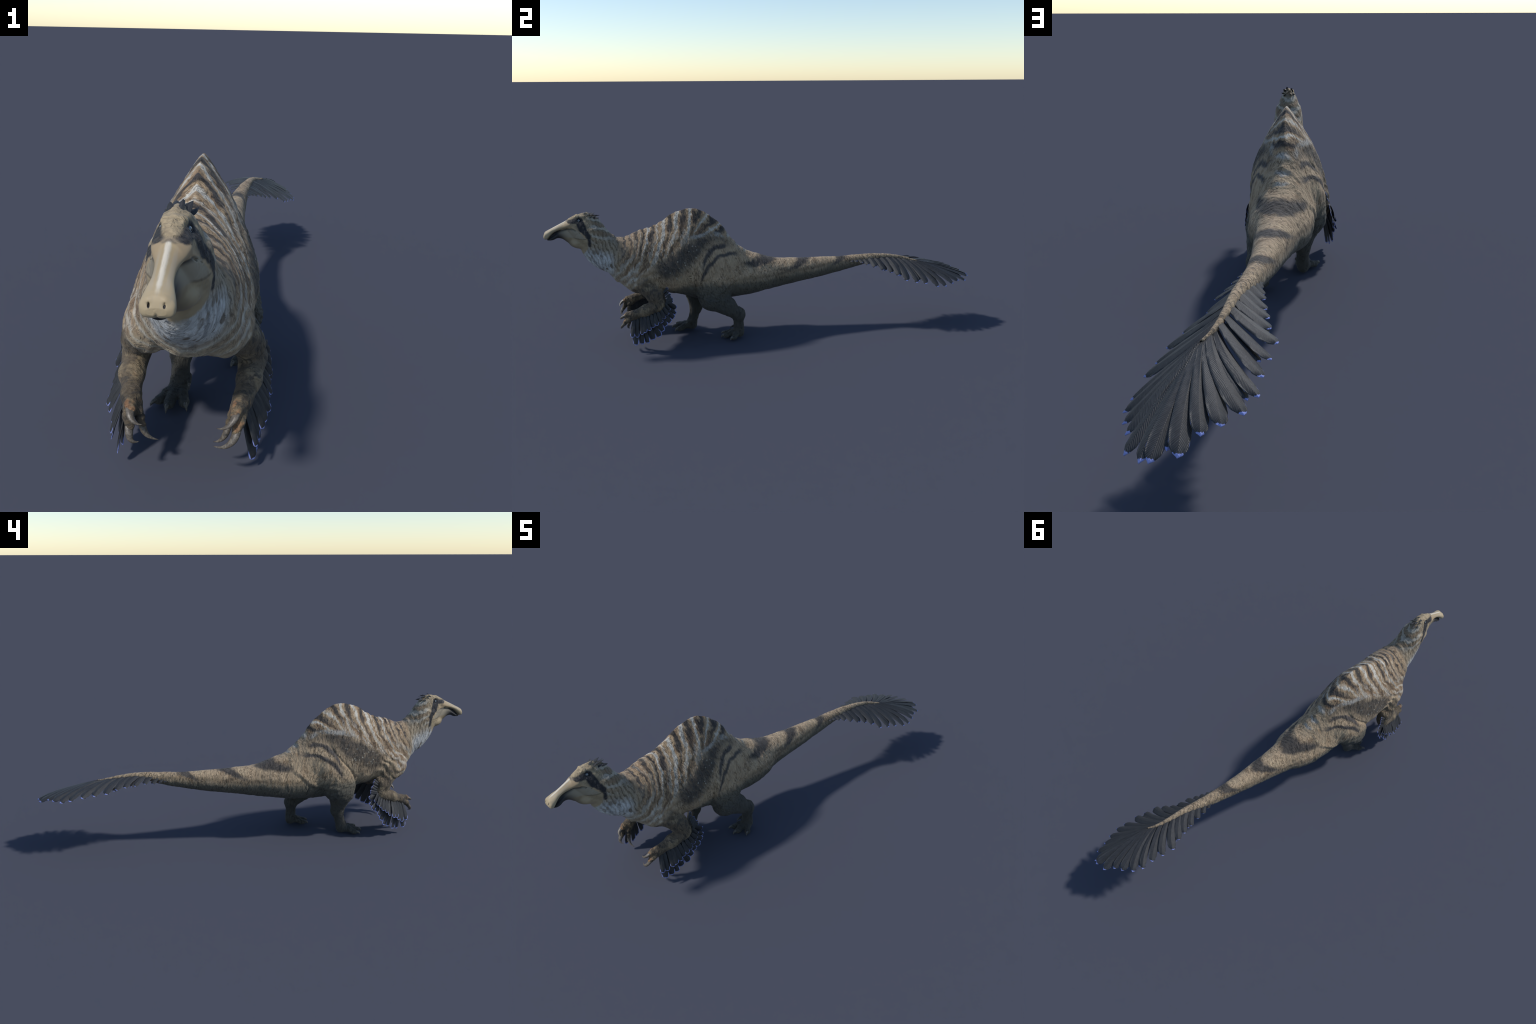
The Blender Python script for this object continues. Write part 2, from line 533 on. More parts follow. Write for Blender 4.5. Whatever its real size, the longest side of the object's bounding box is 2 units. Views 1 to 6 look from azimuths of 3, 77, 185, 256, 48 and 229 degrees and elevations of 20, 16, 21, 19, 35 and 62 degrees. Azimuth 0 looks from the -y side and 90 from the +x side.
q = z - (spline([-.33, -.31, -.27, -.22, -.18, -.155, -.12], [.238, .235, .235, .250, .275, .300, .325], y) + .009 * warp)
D += ~side * sm(.06, .085, ax) * sm(-.34, -.30, y) * sm(-.10, -.15, y) * (.0035 * np.exp(-((q - .016) / .014) ** 2) - .0030 * np.exp(-(q / .010) ** 2))
q = z - (spline([-.26, -.235, -.20, -.16], [.222, .236, .262, .285], y) + .004 * warp)
D += side * sm(.05, .07, ax) * sm(-.265, -.24, y) * sm(-.15, -.19, y) * (.0030 * np.exp(-((q - .010) / .010) ** 2) - .0040 * np.exp(-(q / .005) ** 2))
# everywhere: soft unevenness, except on the horny bill
body = 1 - sm(-.86, -.88, y)
D += body * (.0016 * noise3(V * 22, 1) + .0011 * noise3(V * 55, 2) + .0006 * noise3(V * 120, 11))
face = sm(-.785, -.80, y) * body * sm(.47, .50, z)
D += face * .0009 * (ridged(V * 85, 13) - .5)
D *= sm(.0, .004, z) * .9 + .1
V = V + N * D[:, None]
V[:, 2] -= V[:, 2].min() * 1.0

# ---------------------------------------------------------------- a small language for shader nodes
class Sh:
    def __init__(s, name):
        s.mat = bpy.data.materials.new(name)
        s.mat.use_nodes = True
        s.nt = s.mat.node_tree
        s.bsdf = s.nt.nodes["Principled BSDF"]
        s.obj = s.new("ShaderNodeTexCoord").outputs["Object"]

    def new(s, t, **k):
        n = s.nt.nodes.new(t)
        for a, b in k.items():
            setattr(n, a, b)
        return n

    def put(s, sock, v):
        if isinstance(v, Val):
            s.nt.links.new(v.o, sock)
        elif hasattr(v, "is_output"):
            s.nt.links.new(v, sock)
        elif sock.type == "RGBA" and not hasattr(v, "__len__"):
            sock.default_value = (v, v, v, 1)
        elif sock.type == "RGBA" and len(v) == 3:
            sock.default_value = (*v, 1)
        else:
            sock.default_value = v

    def math(s, op, *a, clamp=False):
        n = s.new("ShaderNodeMath", operation=op, use_clamp=clamp)
        for i, v in enumerate(a):
            s.put(n.inputs[i], v)
        return Val(s, n.outputs[0])

    def xyz(s, v=None):
        n = s.new("ShaderNodeSeparateXYZ")
        s.put(n.inputs[0], v if v is not None else s.obj)
        return [Val(s, o) for o in n.outputs]

    def vec(s, x, y, z):
        n = s.new("ShaderNodeCombineXYZ")
        for i, v in enumerate((x, y, z)):
            s.put(n.inputs[i], v)
        return n.outputs[0]

    def noise(s, scale, detail=3, vec=None, rough=.55, dist=0., color=False):
        n = s.new("ShaderNodeTexNoise")
        s.put(n.inputs["Vector"], vec if vec is not None else s.obj)
        n.inputs["Scale"].default_value = scale
        n.inputs["Detail"].default_value = detail
        n.inputs["Roughness"].default_value = rough
        n.inputs["Distortion"].default_value = dist
        return n.outputs["Color"] if color else Val(s, n.outputs["Fac"])

    def voro(s, scale, vec=None, feature="F1", rand=1.):
        n = s.new("ShaderNodeTexVoronoi", feature=feature)
        s.put(n.inputs["Vector"], vec if vec is not None else s.obj)
        n.inputs["Scale"].default_value = scale
        n.inputs["Randomness"].default_value = rand
        return Val(s, n.outputs["Distance"])

    def step(s, a, b, v):
        n = s.new("ShaderNodeMapRange", interpolation_type="SMOOTHSTEP")
        s.put(n.inputs[0], v)
        if a > b:
            n.inputs[1].default_value, n.inputs[2].default_value = b, a
            n.inputs[3].default_value, n.inputs[4].default_value = 1, 0
        else:
            n.inputs[1].default_value, n.inputs[2].default_value = a, b
        return Val(s, n.outputs[0])

    def curve(s, v, pts, smooth=True):
        """a function of one variable through (x, y) points"""
        xs, ys = [p[0] for p in pts], [p[1] for p in pts]
        x0, x1, y0, y1 = min(xs), max(xs), min(ys), max(ys)
        n = s.new("ShaderNodeFloatCurve")
        c = n.mapping.curves[0]
        while len(c.points) < len(pts):
            c.points.new(.5, .5)
        for p, (a, b) in zip(c.points, pts):
            p.location = ((a - x0) / (x1 - x0), (b - y0) / (y1 - y0))
            p.handle_type = "AUTO_CLAMPED" if smooth else "VECTOR"
        n.mapping.update()
        s.put(n.inputs["Value"], s.math("DIVIDE", s.math("SUBTRACT", v, x0), x1 - x0, clamp=True))
        return Val(s, n.outputs[0]) * (y1 - y0) + y0

    def mix(s, a, b, f):
        n = s.new("ShaderNodeMix", data_type="RGBA")
        s.put(n.inputs[0], f)
        s.put(n.inputs[6], a)
        s.put(n.inputs[7], b)
        return n.outputs[2]

    def mul(s, a, b, f=1.):
        n = s.new("ShaderNodeMix", data_type="RGBA", blend_type="MULTIPLY")
        s.put(n.inputs[0], f)
        s.put(n.inputs[6], a)
        s.put(n.inputs[7], b)
        return n.outputs[2]

    def grey(s, v):
        n = s.new("ShaderNodeCombineColor")
        for i in range(3):
            s.put(n.inputs[i], v)
        return n.outputs[0]

    def ramp(s, v, stops):
        n = s.new("ShaderNodeValToRGB")
        e = n.color_ramp.elements
        while len(e) < len(stops):
            e.new(.5)
        for k, (p, c) in zip(e, stops):
            k.position = p
            k.color = (*c, 1) if hasattr(c, "__len__") else (c, c, c, 1)
        s.put(n.inputs[0], v)
        return n.outputs[0]

    def bump(s, h, strength, dist, prev=None):
        n = s.new("ShaderNodeBump")
        n.inputs["Strength"].default_value = strength
        n.inputs["Distance"].default_value = dist
        s.put(n.inputs["Height"], h)
        if prev is not None:
            s.nt.links.new(prev, n.inputs["Normal"])
        return n.outputs[0]

    def capsule(s, p, a, b, ra, rb):
        """mask of a capsule in a plane: 1 inside, 0 outside; p is a pair of values"""
        u, v = p
        dx, dy = b[0] - a[0], b[1] - a[1]
        L = dx * dx + dy * dy
        t = s.math("MULTIPLY", (u - a[0]) * dx + (v - a[1]) * dy, 1 / L, clamp=True)
        d = s.math("SQRT", s.math("POWER", u - a[0] - t * dx, 2) + s.math("POWER", v - a[1] - t * dy, 2))
        return d - (t * (rb - ra) + ra)

    def finish(s, color, rough=.7, normal=None, spec=.3, **k):
        s.put(s.bsdf.inputs["Base Color"], color)
        s.put(s.bsdf.inputs["Roughness"], rough)
        s.bsdf.inputs["Specular IOR Level"].default_value = spec
        if normal is not None:
            s.nt.links.new(normal, s.bsdf.inputs["Normal"])
        for a, b in k.items():
            s.put(s.bsdf.inputs[a.replace("_", " ")], b)
        return s.mat


class Val:
    def __init__(s, sh, o):
        s.s, s.o = sh, o

    def __add__(s, b): return s.s.math("ADD", s, b)
    __radd__ = __add__
    def __sub__(s, b): return s.s.math("SUBTRACT", s, b)
    def __rsub__(s, b): return s.s.math("SUBTRACT", b, s)
    def __mul__(s, b): return s.s.math("MULTIPLY", s, b)
    __rmul__ = __mul__
    def __truediv__(s, b): return s.s.math("DIVIDE", s, b)
    def abs(s): return s.s.math("ABSOLUTE", s)
    def min(s, b): return s.s.math("MINIMUM", s, b)
    def max(s, b): return s.s.math("MAXIMUM", s, b)
    def clamp(s): return s.s.math("ADD", s, 0., clamp=True)


TAN = (.350, .262, .168)
BROWN = (.175, .108, .058)
DARK = (.036, .033, .032)
PALE = (.50, .47, .41)
BLUISH = (.40, .44, .46)
OLIVE = (.088, .078, .056)
SLATE = (.060, .060, .054)


def skin_material():
    s = Sh("feathered_hide")
    x, y, z = s.xyz()
    m = s.curve(y, list(zip(MID_Y.tolist(), MID_X.tolist())))
    ax = (x - m).abs()
    n1, n2, n3 = s.noise(9, 3), s.noise(26, 3), s.noise(75, 3)
    w1, w2, w3 = n1 - .5, n2 - .5, n3 - .5
    hair = s.noise(1, 3, s.vec(x * 110, y * 190, z * 48))
    fray = s.noise(1, 2, s.vec(x * 45, (y + (z - .4) * .25) * 130, z * 26)) - .5
    ztop = s.curve(y, [(-.80, .60), (-.74, .52), (-.69, .495), (-.65, .503), (-.60, .523), (-.55, .534), (-.50, .556), (-.45, .589), (-.40, .604), (-.36, .609), (-.32, .599),
                       (-.28, .574), (-.23, .528), (-.18, .459), (-.12, .402), (-.05, .372), (.03, .348), (.25, .338), (.73, .31)])
    d = ztop - z
    # --- ground colour: warm tan, clouded with brown and pale hairs
    col = s.mix(TAN, BROWN, s.step(.48, .75, n2 + fray * .4) * .55)
    col = s.mix(col, (.41, .32, .205), s.step(.50, .75, s.noise(15, 2)) * .6)
    # --- slate underside: tail, belly and legs
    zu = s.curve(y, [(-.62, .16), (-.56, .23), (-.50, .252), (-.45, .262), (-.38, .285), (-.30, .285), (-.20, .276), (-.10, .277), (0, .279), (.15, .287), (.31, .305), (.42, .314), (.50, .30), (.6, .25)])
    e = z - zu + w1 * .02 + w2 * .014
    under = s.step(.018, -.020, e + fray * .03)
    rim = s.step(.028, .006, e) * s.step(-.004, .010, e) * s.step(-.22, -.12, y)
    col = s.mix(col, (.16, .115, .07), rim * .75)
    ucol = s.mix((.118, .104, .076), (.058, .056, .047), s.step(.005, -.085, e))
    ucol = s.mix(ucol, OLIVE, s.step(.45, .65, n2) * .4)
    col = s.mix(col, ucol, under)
    # --- stripes fanning over the sail, coordinate = height of the back where the stripe starts
    front = y + s.math("POWER", s.math("MAXIMUM", s.math("MINIMUM", d, .17), 0.), 2) * 3.0
    ang = s.math("ARCTAN2", z - .46, y + .40) * (180 / math.pi)
    rear = s.curve(ang, [(-40, -.05), (-10, -.15), (4, -.19), (19, -.226), (38, -.27), (60, -.322), (75, -.36), (90, -.40), (111, -.455), (150, -.50)])
    k = s.step(-.42, -.35, y)
    u = front * (1 - k) + rear * k + w1 * .046 + w2 * .036 + fray * .018
    stops = [(-.72, .62), (-.700, .85), (-.683, .5), (-.665, .9), (-.651, .42), (-.637, .92), (-.622, .40), (-.607, .95), (-.594, .35), (-.580, .95), (-.563, .15), (-.548, .75), (-.535, .95), (-.519, .30), (-.508, .62),
             (-.488, .05), (-.474, .55), (-.455, 1.), (-.440, .5), (-.428, .12), (-.415, .6), (-.400, .98), (-.378, .65), (-.361, .06), (-.345, .7), (-.328, 1.), (-.300, .22), (-.280, .70), (-.262, 1.), (-.241, .18), (-.217, 1.), (-.193, .42)]
    t = s.math("DIVIDE", u + .72, .527, clamp=True)
    st = Val(s, s.new("ShaderNodeRGBToBW").outputs[0])
    s.put(st.o.node.inputs[0], s.ramp(t, [((p + .72) / .527, v) for p, v in stops]))
    zb = s.curve(y, [(-.78, .36), (-.72, .315), (-.66, .305), (-.60, .345), (-.54, .392), (-.50, .412), (-.42, .462), (-.35, .492), (-.28, .495), (-.22, .478), (-.17, .445), (-.10, .41), (-.05, .39)])
    zone = s.step(-.006, .012, z - zb + w1 * .012 + w2 * .012) * s.step(-.735, -.690, y) * s.step(-.170, -.205, y + w2 * .03)
    low = s.step(.015, .15, d)                                     # how far down the flank
    stq = st + w3 * .25 + fray * .35
    pale_st = s.mix(PALE, (.40, .385, .34), low)
    scol = s.mix((.30, .215, .130), (.20, .125, .070), s.step(.45, .62, n2) * .7)
    scol = s.mix(scol, TAN, s.step(.56, .40, stq) * .9)
    scol = s.mix(scol, pale_st, s.step(.48, .22, stq) * (.95 - low * .50) * s.step(.22, .50, n1 * .7 + n2 * .3 + .02))
    scol = s.mix(scol, s.mix(DARK, (.085, .055, .034), low), s.step(.62, .88, stq + w2 * .35 - low * .10) * (.96 - low * .40))
    # below the sail the stripes break up into pale and brown streaks
    streak = s.noise(1, 2, s.vec(x * 14, u * 52, (z + y * .3) * 13))
    scol = s.mix(scol, (.43, .40, .35), s.step(.53, .63, streak + fray * .3) * low * .70)
    scol = s.mix(scol, (.105, .068, .042), s.step(.46, .37, streak + fray * .3) * low * .75)
    col = s.mix(col, scol, zone)
    # bluish saddle marks down the rump ridge
    for yy, rr in ((-.192, .011), (-.150, .011), (-.116, .010)):
        g = s.math("SQRT", s.math("POWER", y - yy + ax * .35, 2) + s.math("POWER", ax * .32, 2) + s.math("POWER", w2 * .012, 2))
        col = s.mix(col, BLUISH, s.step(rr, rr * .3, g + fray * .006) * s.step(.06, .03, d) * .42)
    # --- dark spangled flank patch under the stripes
    pz = zb - z + w1 * .045 + w2 * .030 + fray * .03
    wid = s.curve(y, [(-.58, .01), (-.54, .05), (-.48, .098), (-.42, .115), (-.36, .095), (-.32, .06), (-.27, .035), (-.20, .02), (-.16, .005)])
    patch = s.step(-.018, .022, pz) * s.step(.030, -.030, pz - wid) * s.step(-.575, -.50, y + w2 * .04) * s.step(-.16, -.22, y)
    smear = s.noise(1, 2, s.vec(x * 40, (y + z * .6) * 62, (z - y * .3) * 22))
    pcol = s.mix((.032, .030, .030), s.mix((.15, .112, .072), (.055, .050, .044), s.step(.40, .58, smear)), s.step(.40, .62, n3 * .3 + n2 * .3 + smear * .4) * .85 + s.step(-.36, -.24, y) * .5)
    col = s.mix(col, pcol, patch * s.step(.10, .58, n2 * .6 + smear * .5 + .02) * .93)
    dots = s.voro(66, s.vec(x * .3, y, z))
    sel = s.noise(21, 0)
    spots = s.step(.27, .16, dots) * s.step(.42, .49, sel) * s.step(-.53, -.50, y) * s.step(-.33, -.37, y) * s.step(-.01, .02, pz) * s.step(.03, .0, pz - wid)
    col = s.mix(col, (.30, .28, .23), spots * .85)
    band = s.step(.013, .003, (z - zb - .004 + w2 * .024 + w1 * .02).abs()) * s.step(.022, .05, d) * s.step(-.43, -.36, y) * s.step(-.175, -.20, y)
    col = s.mix(col, (.36, .36, .34), band * s.step(.34, .56, n2 + fray * .3) * .6)
    # --- two curved bars on each hip
    for pts, a, b, wd in (([(-.345, .33), (-.325, .375), (-.305, .412), (-.281, .432), (-.25, .441), (-.21, .443), (-.17, .437)], -.335, -.190, .0150),
                          ([(-.35, .29), (-.33, .325), (-.312, .350), (-.295, .368), (-.254, .394), (-.22, .401), (-.17, .400)], -.345, -.155, .0135)):
        bar = s.curve(y, pts)
        slope = s.step(-.25, -.32, y) * 1.0 + 1
        q = (z - bar + w1 * .020 + w2 * .024 + fray * .010).abs() / slope
        f = s.step(wd, wd * .2, q) * s.step(a - .008, a + .015, y) * s.step(b + .012, b - .03, y) * s.step(.045, .06, ax)
        col = s.mix(col, (.045, .043, .045), f * .92 * s.step(.30, .55, n2 * .6 + n1 * .5 + s.step(-.01, .01, x - m) * .16))
    # --- saddles along the tail
    for y0, h, reach in ((-.006, .056, .064), (.172, .046, .046), (.358, .033, .032)):
        dd = s.math("MAXIMUM", d, 0.)
        q = (y - y0 + dd * 1.9 + w1 * .04 + w2 * .035 + fray * .03).abs()
        f = s.step(h, h * .4, q + dd * .30) * s.step(reach + .012, reach - .02, dd + w2 * .02)
        col = s.mix(col, (.046, .042, .040), f * .95)
    # tail: dark lateral smudges and barred hairs
    lat = s.noise(1, 3, s.vec(x * 14, y * 16, z * 40))
    col = s.mix(col, (.12, .088, .058), s.step(.50, .62, lat) * s.step(-.06, .02, y) * s.step(.50, .40, y) * s.step(.016, .034, d) * (1 - under) * .75)
    bars = s.noise(1, 2, s.vec(ax * 60, (y - ax * .6) * 120, z * 50))
    col = s.mix(col, (.075, .068, .058), s.step(.57, .70, bars) * s.step(-.02, .06, y) * .55 * (1 - under))

    braid = s.math("SINE", (y - ax * 1.3) * (2 * math.pi / .021) + w2 * 8 + w3 * 6)
    col = s.mix(col, (.085, .075, .06), s.step(.25, .9, braid) * s.step(.20, .40, y) * s.step(.40, .55, n3) * .65)
    # --- neck: vermiculated, with white throat and brown drops
    neck = s.step(-.615, -.68, y) * s.step(.275, .31, z)
    throat = s.step(.475, .425, z + w1 * .03 + (y + .75) * .30) * s.step(.305, .355, z + w2 * .02 + ax * -.35) * s.step(-.665, -.71, y + ax * .4)
    ncol = s.mix((.30, .245, .170), (.17, .145, .105), s.step(.020, -.01, d + w2 * .02 + (y + .72) * .25) * .8)
    ncol = s.mix(ncol, s.mix((.50, .50, .49), (.36, .36, .35), s.step(.4, .65, n2)), throat)
    ph = (y + z * .28) * (2 * math.pi / .0165) + w2 * 11 + w3 * 5 + w1 * 12
    lines = s.step(.05, .75, s.math("SINE", ph)) * s.step(.30, .42, n3)
    ncol = s.mix(ncol, (.115, .086, .052), lines * s.step(.33, .40, z + w2 * .03) * (1 - throat * .60) * .80)
    dv = s.voro(1, s.vec(x * 34, (y + z * .12) * 44, z * 25), rand=.8)
    drops = s.step(.38, .27, dv) * s.step(.34, .43, s.noise(16, 0)) * throat
    ncol = s.mix(ncol, (.12, .088, .055), drops * .9)
    fold = s.noise(1, 2, s.vec(ax * 34, (y * .9 + z * .5) * 46, z * 14))
    ncol = s.mix(ncol, (.20, .20, .20), s.step(.55, .66, fold) * throat * .7)
    col = s.mix(col, ncol, neck * s.step(-.672, -.715, y + w1 * .03 - throat * .030 + (z - .45) * .15))
    # breast: tan with larger brown drops
    breast = s.step(-.58, -.63, y) * s.step(.33, .30, z + w1 * .02) * s.step(.255, .270, z)
    rr_ = s.math("SQRT", s.math("POWER", ax * .85, 2) + s.math("POWER", z - .43, 2))
    cs = s.math("SINE", (rr_ + (y + .62) * .35) * (2 * math.pi / .027) + w1 * 7 + w2 * 7)
    coll = s.step(-.585, -.635, y) * s.step(.06, .10, rr_) * s.step(.262, .285, z) * (1 - throat)
    col = s.mix(col, (.20, .135, .082), s.step(.25, .85, cs) * coll * .6)
    col = s.mix(col, (.45, .42, .36), s.step(-.30, -.90, cs) * coll * .6)
    dv = s.voro(1, s.vec(x * 26, y * 18, z * 18), rand=.9)
    col = s.mix(col, (.37, .31, .215), breast * .35)
    col = s.mix(col, (.15, .095, .05), s.step(.32, .20, dv) * breast * s.step(.40, .48, s.noise(11, 0)))

    # --- arms: mottled olive-brown with dark swirls, orange knuckles
    arm = s.step(-.475, -.495, y) * s.step(.345, .285, z + (y + .58).abs() * .9 + w2 * .05 - s.step(.08, .10, ax) * .02) * s.step(.045, .065, ax)
    sw = s.noise(30, 2, s.vec(x, y, z), dist=1.5)
    acol = s.mix((.105, .080, .053), (.195, .150, .093), s.step(.45, .62, n2))
    acol = s.mix(acol, (.046, .040, .034), s.step(.50, .62, sw + fray * .2) * .8)
    acol = s.mix(acol, s.mul(acol, (.55, .55, .55)), s.step(-.61, -.67, y) * .6)
    acol = s.mix(acol, (.30, .15, .07), s.step(.56, .66, n2) * s.step(-.60, -.64, y) * .55)
    col = s.mix(col, acol, arm)
    # legs darken to the feet
    col = s.mix(col, (.042, .041, .036), s.step(.20, .07, z + w1 * .03) * s.step(-.485, -.475, y) * .80)

    # --- head
    head = s.step(-.785, -.805, y) * s.step(.45, .46, z)
    hcol = s.mix((.335, .262, .165), (.20, .155, .10), s.step(.48, .66, n2) * .8)
    hcol = s.mix(hcol, (.085, .075, .062), s.step(.055, .02, (s.noise(70, 1, s.vec(x * .5, y + w2 * .03, z * .4)) - .5).abs()) * s.step(-.835, -.80, y) * .6)
    col = s.mix(col, hcol, head * s.step(-.79, -.82, y + w2 * .05) * s.step(.500, .525, z))
    p = (y + w2 * .006, z + w3 * .005)
    mask = s.capsule(p, (-.893, .5875), (-.848, .592), .0065, .0125)
    for a, b, ra, rb in (((-.848, .590), (-.836, .557), .016, .017), ((-.836, .557), (-.815, .525), .014, .012), ((-.815, .525), (-.811, .485), .010, .006)):
        mask = mask.min(s.capsule(p, a, b, ra, rb))
    dk = s.mix((.022, .022, .025), (.075, .066, .058), s.step(.52, .72, n3))
    col = s.mix(col, dk, s.step(.0035, -.0035, mask) * s.step(.455, .47, z))
    # bill and pouch
    yb = s.curve(z, [(.44, -.842), (.455, -.832), (.475, -.821), (.50, -.819), (.52, -.824), (.535, -.836), (.548, -.853), (.565, -.865), (.580, -.882), (.592, -.905), (.61, -.93)])
    bill = s.step(.006, -.005, y - yb + ax * .45 * s.step(.572, .584, z) + w3 * .016 + w2 * .010) * s.step(-.78, -.80, y)
    gape = s.curve(y, [(-1.0, .510), (-.985, .5155), (-.973, .530), (-.948, .5465), (-.916, .5545), (-.888, .561), (-.865, .556), (-.842, .533), (-.82, .51)])
    up = s.step(-.0025, .0015, z - gape)
    horn = s.mix((.335, .255, .148), (.40, .330, .222), s.step(-.93, -.985, y) * .4 + w2 * .8)
    ridge = s.step(.0068, .0022, ax - (y + .9) * .016 + w3 * .003) * s.step(-.008, -.002, z - .5885 - (y + .9) * -.0 - (y + .90) * .47) * s.step(-.996, -.975, y)
    horn = s.mix(horn, (.58, .53, .44), ridge * .85)
    horn = s.mix(horn, (.31, .225, .135), s.step(.008, .016, ax) * s.step(-.955, -.90, y) * .7)
    horn = s.mix(horn, (.085, .072, .06), s.step(-.016, -.001, y - yb + w3 * .010 - (ax - .009).abs() * .9) * s.step(.574, .586, z) * .9)
    horn = s.mix(horn, (.33, .31, .28), s.step(.0035, .002, (ax - .0115 + w2 * .004).abs()) * s.step(-.99, -.97, y) * s.step(-.90, -.93, y) * .25)
    horn = s.mix(horn, (.30, .26, .20), s.step(.56, .70, s.noise(1, 3, s.vec(x * 260, y * 24, z * 60))) * .35)
    pouch = s.mix((.30, .235, .145), (.21, .16, .095), s.step(.45, .65, n2) * .6)
    panel = s.step(.0, .006, z - (.512 + (y + .85) * -.10)) * s.step(-.825, -.84, y)
    pouch = s.mix(pouch, (.27, .235, .175), panel * .8)
    crease = s.step(.0035, .001, (z - (.5125 + (y + .85) * -.12 + s.math("POWER", y + .852, 2) * 6)).abs()) * s.step(-.885, -.865, y)
    pouch = s.mix(pouch, (.10, .08, .055), crease * .55)
    pouch = s.mix(pouch, (.022, .021, .022), s.step(-.895, -.945, y + (z - .53) * .6 + w2 * .01))
    pouch = s.mix(pouch, (.020, .018, .018), s.step(.012, .001, gape - z) * s.step(-.865, -.885, y) * .9)
    bcol = s.mix(pouch, horn, up)
    col = s.mix(col, (.15, .125, .10), s.step(.016, .002, y - yb + w3 * .01) * s.step(.585, .594, z) * s.step(-.86, -.87, y) * .8)
    col = s.mix(col, bcol, bill)
    # nostrils
    nd = s.math("SQRT", s.math("POWER", ((x - .0162).abs() - .0105) * 1.3, 2) + s.math("POWER", z - .5335, 2))
    col = s.mix(col, (.012, .011, .010), s.step(.0030, .0018, nd) * s.step(-.985, -.99, y))

    # --- grain: hair-fine streaks, dark cracks
    skin = 1 - bill
    g = s.mix((1, 1, 1), s.grey(s.step(.30, .64, hair) * .30 + .76), skin * .85 * (1 - under * .5))
    col = s.mul(col, g)
    crack = s.noise(1, 2, s.vec(x * 42, (y + z * .35) * 85, (z - y * .3) * 24), dist=.9)
    ck = s.step(.035, .010, (crack - .47).abs())
    col = s.mix(col, s.mul(col, (.42, .40, .38)), ck * skin * s.step(.38, .54, n1 + w2 * .6) * (1 - throat) * (1 - s.step(-.57, -.63, y) * .7) * (1 - head * .65) * .9)
    h1 = s.bump(hair, .7, .0020)
    h2 = s.bump(s.noise(1, 3, s.vec(x * 60, y * 95, z * 34)), .8, .0062, h1)
    h3 = s.bump(1 - ck, .6, .0035, h2)
    nm = s.new("ShaderNodeMix", data_type="VECTOR")
    s.put(nm.inputs[0], skin)
    s.nt.links.new(s.bump(s.noise(220, 2), .12, .0006), nm.inputs[4])
    s.nt.links.new(h3, nm.inputs[5])
    return s.finish(col, s.mix((.56,) * 3, (.80,) * 3, skin), nm.outputs[1], spec=.3, Sheen_Weight=.06)


def claw_material():
    s = Sh("claw_horn")
    x, y, z = s.xyz()
    n = s.noise(1, 3, s.vec(x * 900, y * 900, z * 900))
    col = s.mix((.060, .050, .040), (.15, .125, .098), s.step(.4, .7, n))
    col = s.mix(col, (.21, .18, .14), s.step(.5, .62, s.noise(160, 2)) * .5)
    return s.finish(col, .42, s.bump(n, .2, .0006), spec=.45)


def foot_claw_material():
    s = Sh("dusty_claw_horn")
    n = s.noise(300, 3)
    return s.finish(s.mix((.05, .046, .04), (.13, .12, .10), s.step(.4, .7, n)), .5, s.bump(n, .2, .0006), spec=.4)


def eye_material():
    s = Sh("pale_eye")
    x, y, z = s.xyz()
    r = s.math("SQRT", x * x + y * y)
    col = s.mix((.010, .010, .012), (.23, .26, .275), s.step(.34, .42, r))
    col = s.mix(col, (.12, .14, .155), s.step(.46, .62, r) * s.step(.35, .65, s.noise(5, 2)))
    col = s.mix(col, (.012, .012, .014), s.step(.70, .78, r))
    return s.finish(col, .10, spec=.6, Coat_Weight=.6, Coat_Roughness=.03)


def feather_material(name, band):
    """charcoal vane with chevron barbs and a lilac-blue tip; local y runs 0..1 from quill to tip"""
    s = Sh(name)
    x, y, z = s.xyz()
    at = lambda n: Val(s, s.new("ShaderNodeAttribute", attribute_type="OBJECT", attribute_name=f'["{n}"]').outputs["Fac"])
    bend, half, rnd = at("bend"), at("half"), at("tone")
    w = (x - bend * (y * (1 - y) * 2)) / half
    aw = w.abs()
    seed = rnd * 40
    n = s.noise(1, 2, s.vec(w * 1.2 + seed, y * 9, seed))
    barb = s.math("SINE", (y - aw * half * 1.1 + (n - .5) * .025) * 330)
    fine = s.noise(1, 2, s.vec(w * 2.5, (y - aw * half * 1.1) * 70 + seed, seed))
    col = s.mix((.026, .027, .030), (.062, .063, .066), s.step(.35, .7, fine) * .55 + (n - .5) * .7)
    col = s.mix(col, (.090, .090, .088), s.step(.45, 1.0, w * .75 + .15) * s.step(.25, .85, y) * .6)
    col = s.mul(col, s.grey(barb * .20 + .84))
    col = s.mix(col, (.020, .020, .022), s.step(.085, .03, aw) * .6)
    jag = (s.noise(1, 1, s.vec(w * 6 + seed, y * 12, seed)) - .5)
    if band == "broad":
        tip = s.step(.972, .978, y + aw * .024 + jag * .03)
        tip = tip.max(s.step(.88, .92, aw) * s.step(.86, .93, y))
    else:
        prof = s.curve(y, [(0, 1), (.84, 1), (.93, .86), (1, .42)], smooth=False)
        tip = s.step(.958, .966, y + jag * .02).max(s.step(.80, .86, aw / prof + jag * .15) * s.step(.76, .86, y))
    if band == "faint":
        tip = tip * 0.
    col = s.mix(col, s.mix((.22, .26, .62), (.32, .37, .72), n), tip)
    nrm = s.bump(barb * .5 + .5, .3, .0016)
    return s.finish(col, .55, nrm, spec=.35)

# ---------------------------------------------------------------- assembling the named parts
COL = bpy.context.collection
root = bpy.data.objects.new("feathered_dinosaur", None)
root.empty_display_size = .2
root["label"] = "striped humpbacked dinosaur with spoon bill and dark fan-tipped tail"
root["category"] = "dinosaur"
COL.objects.link(root)


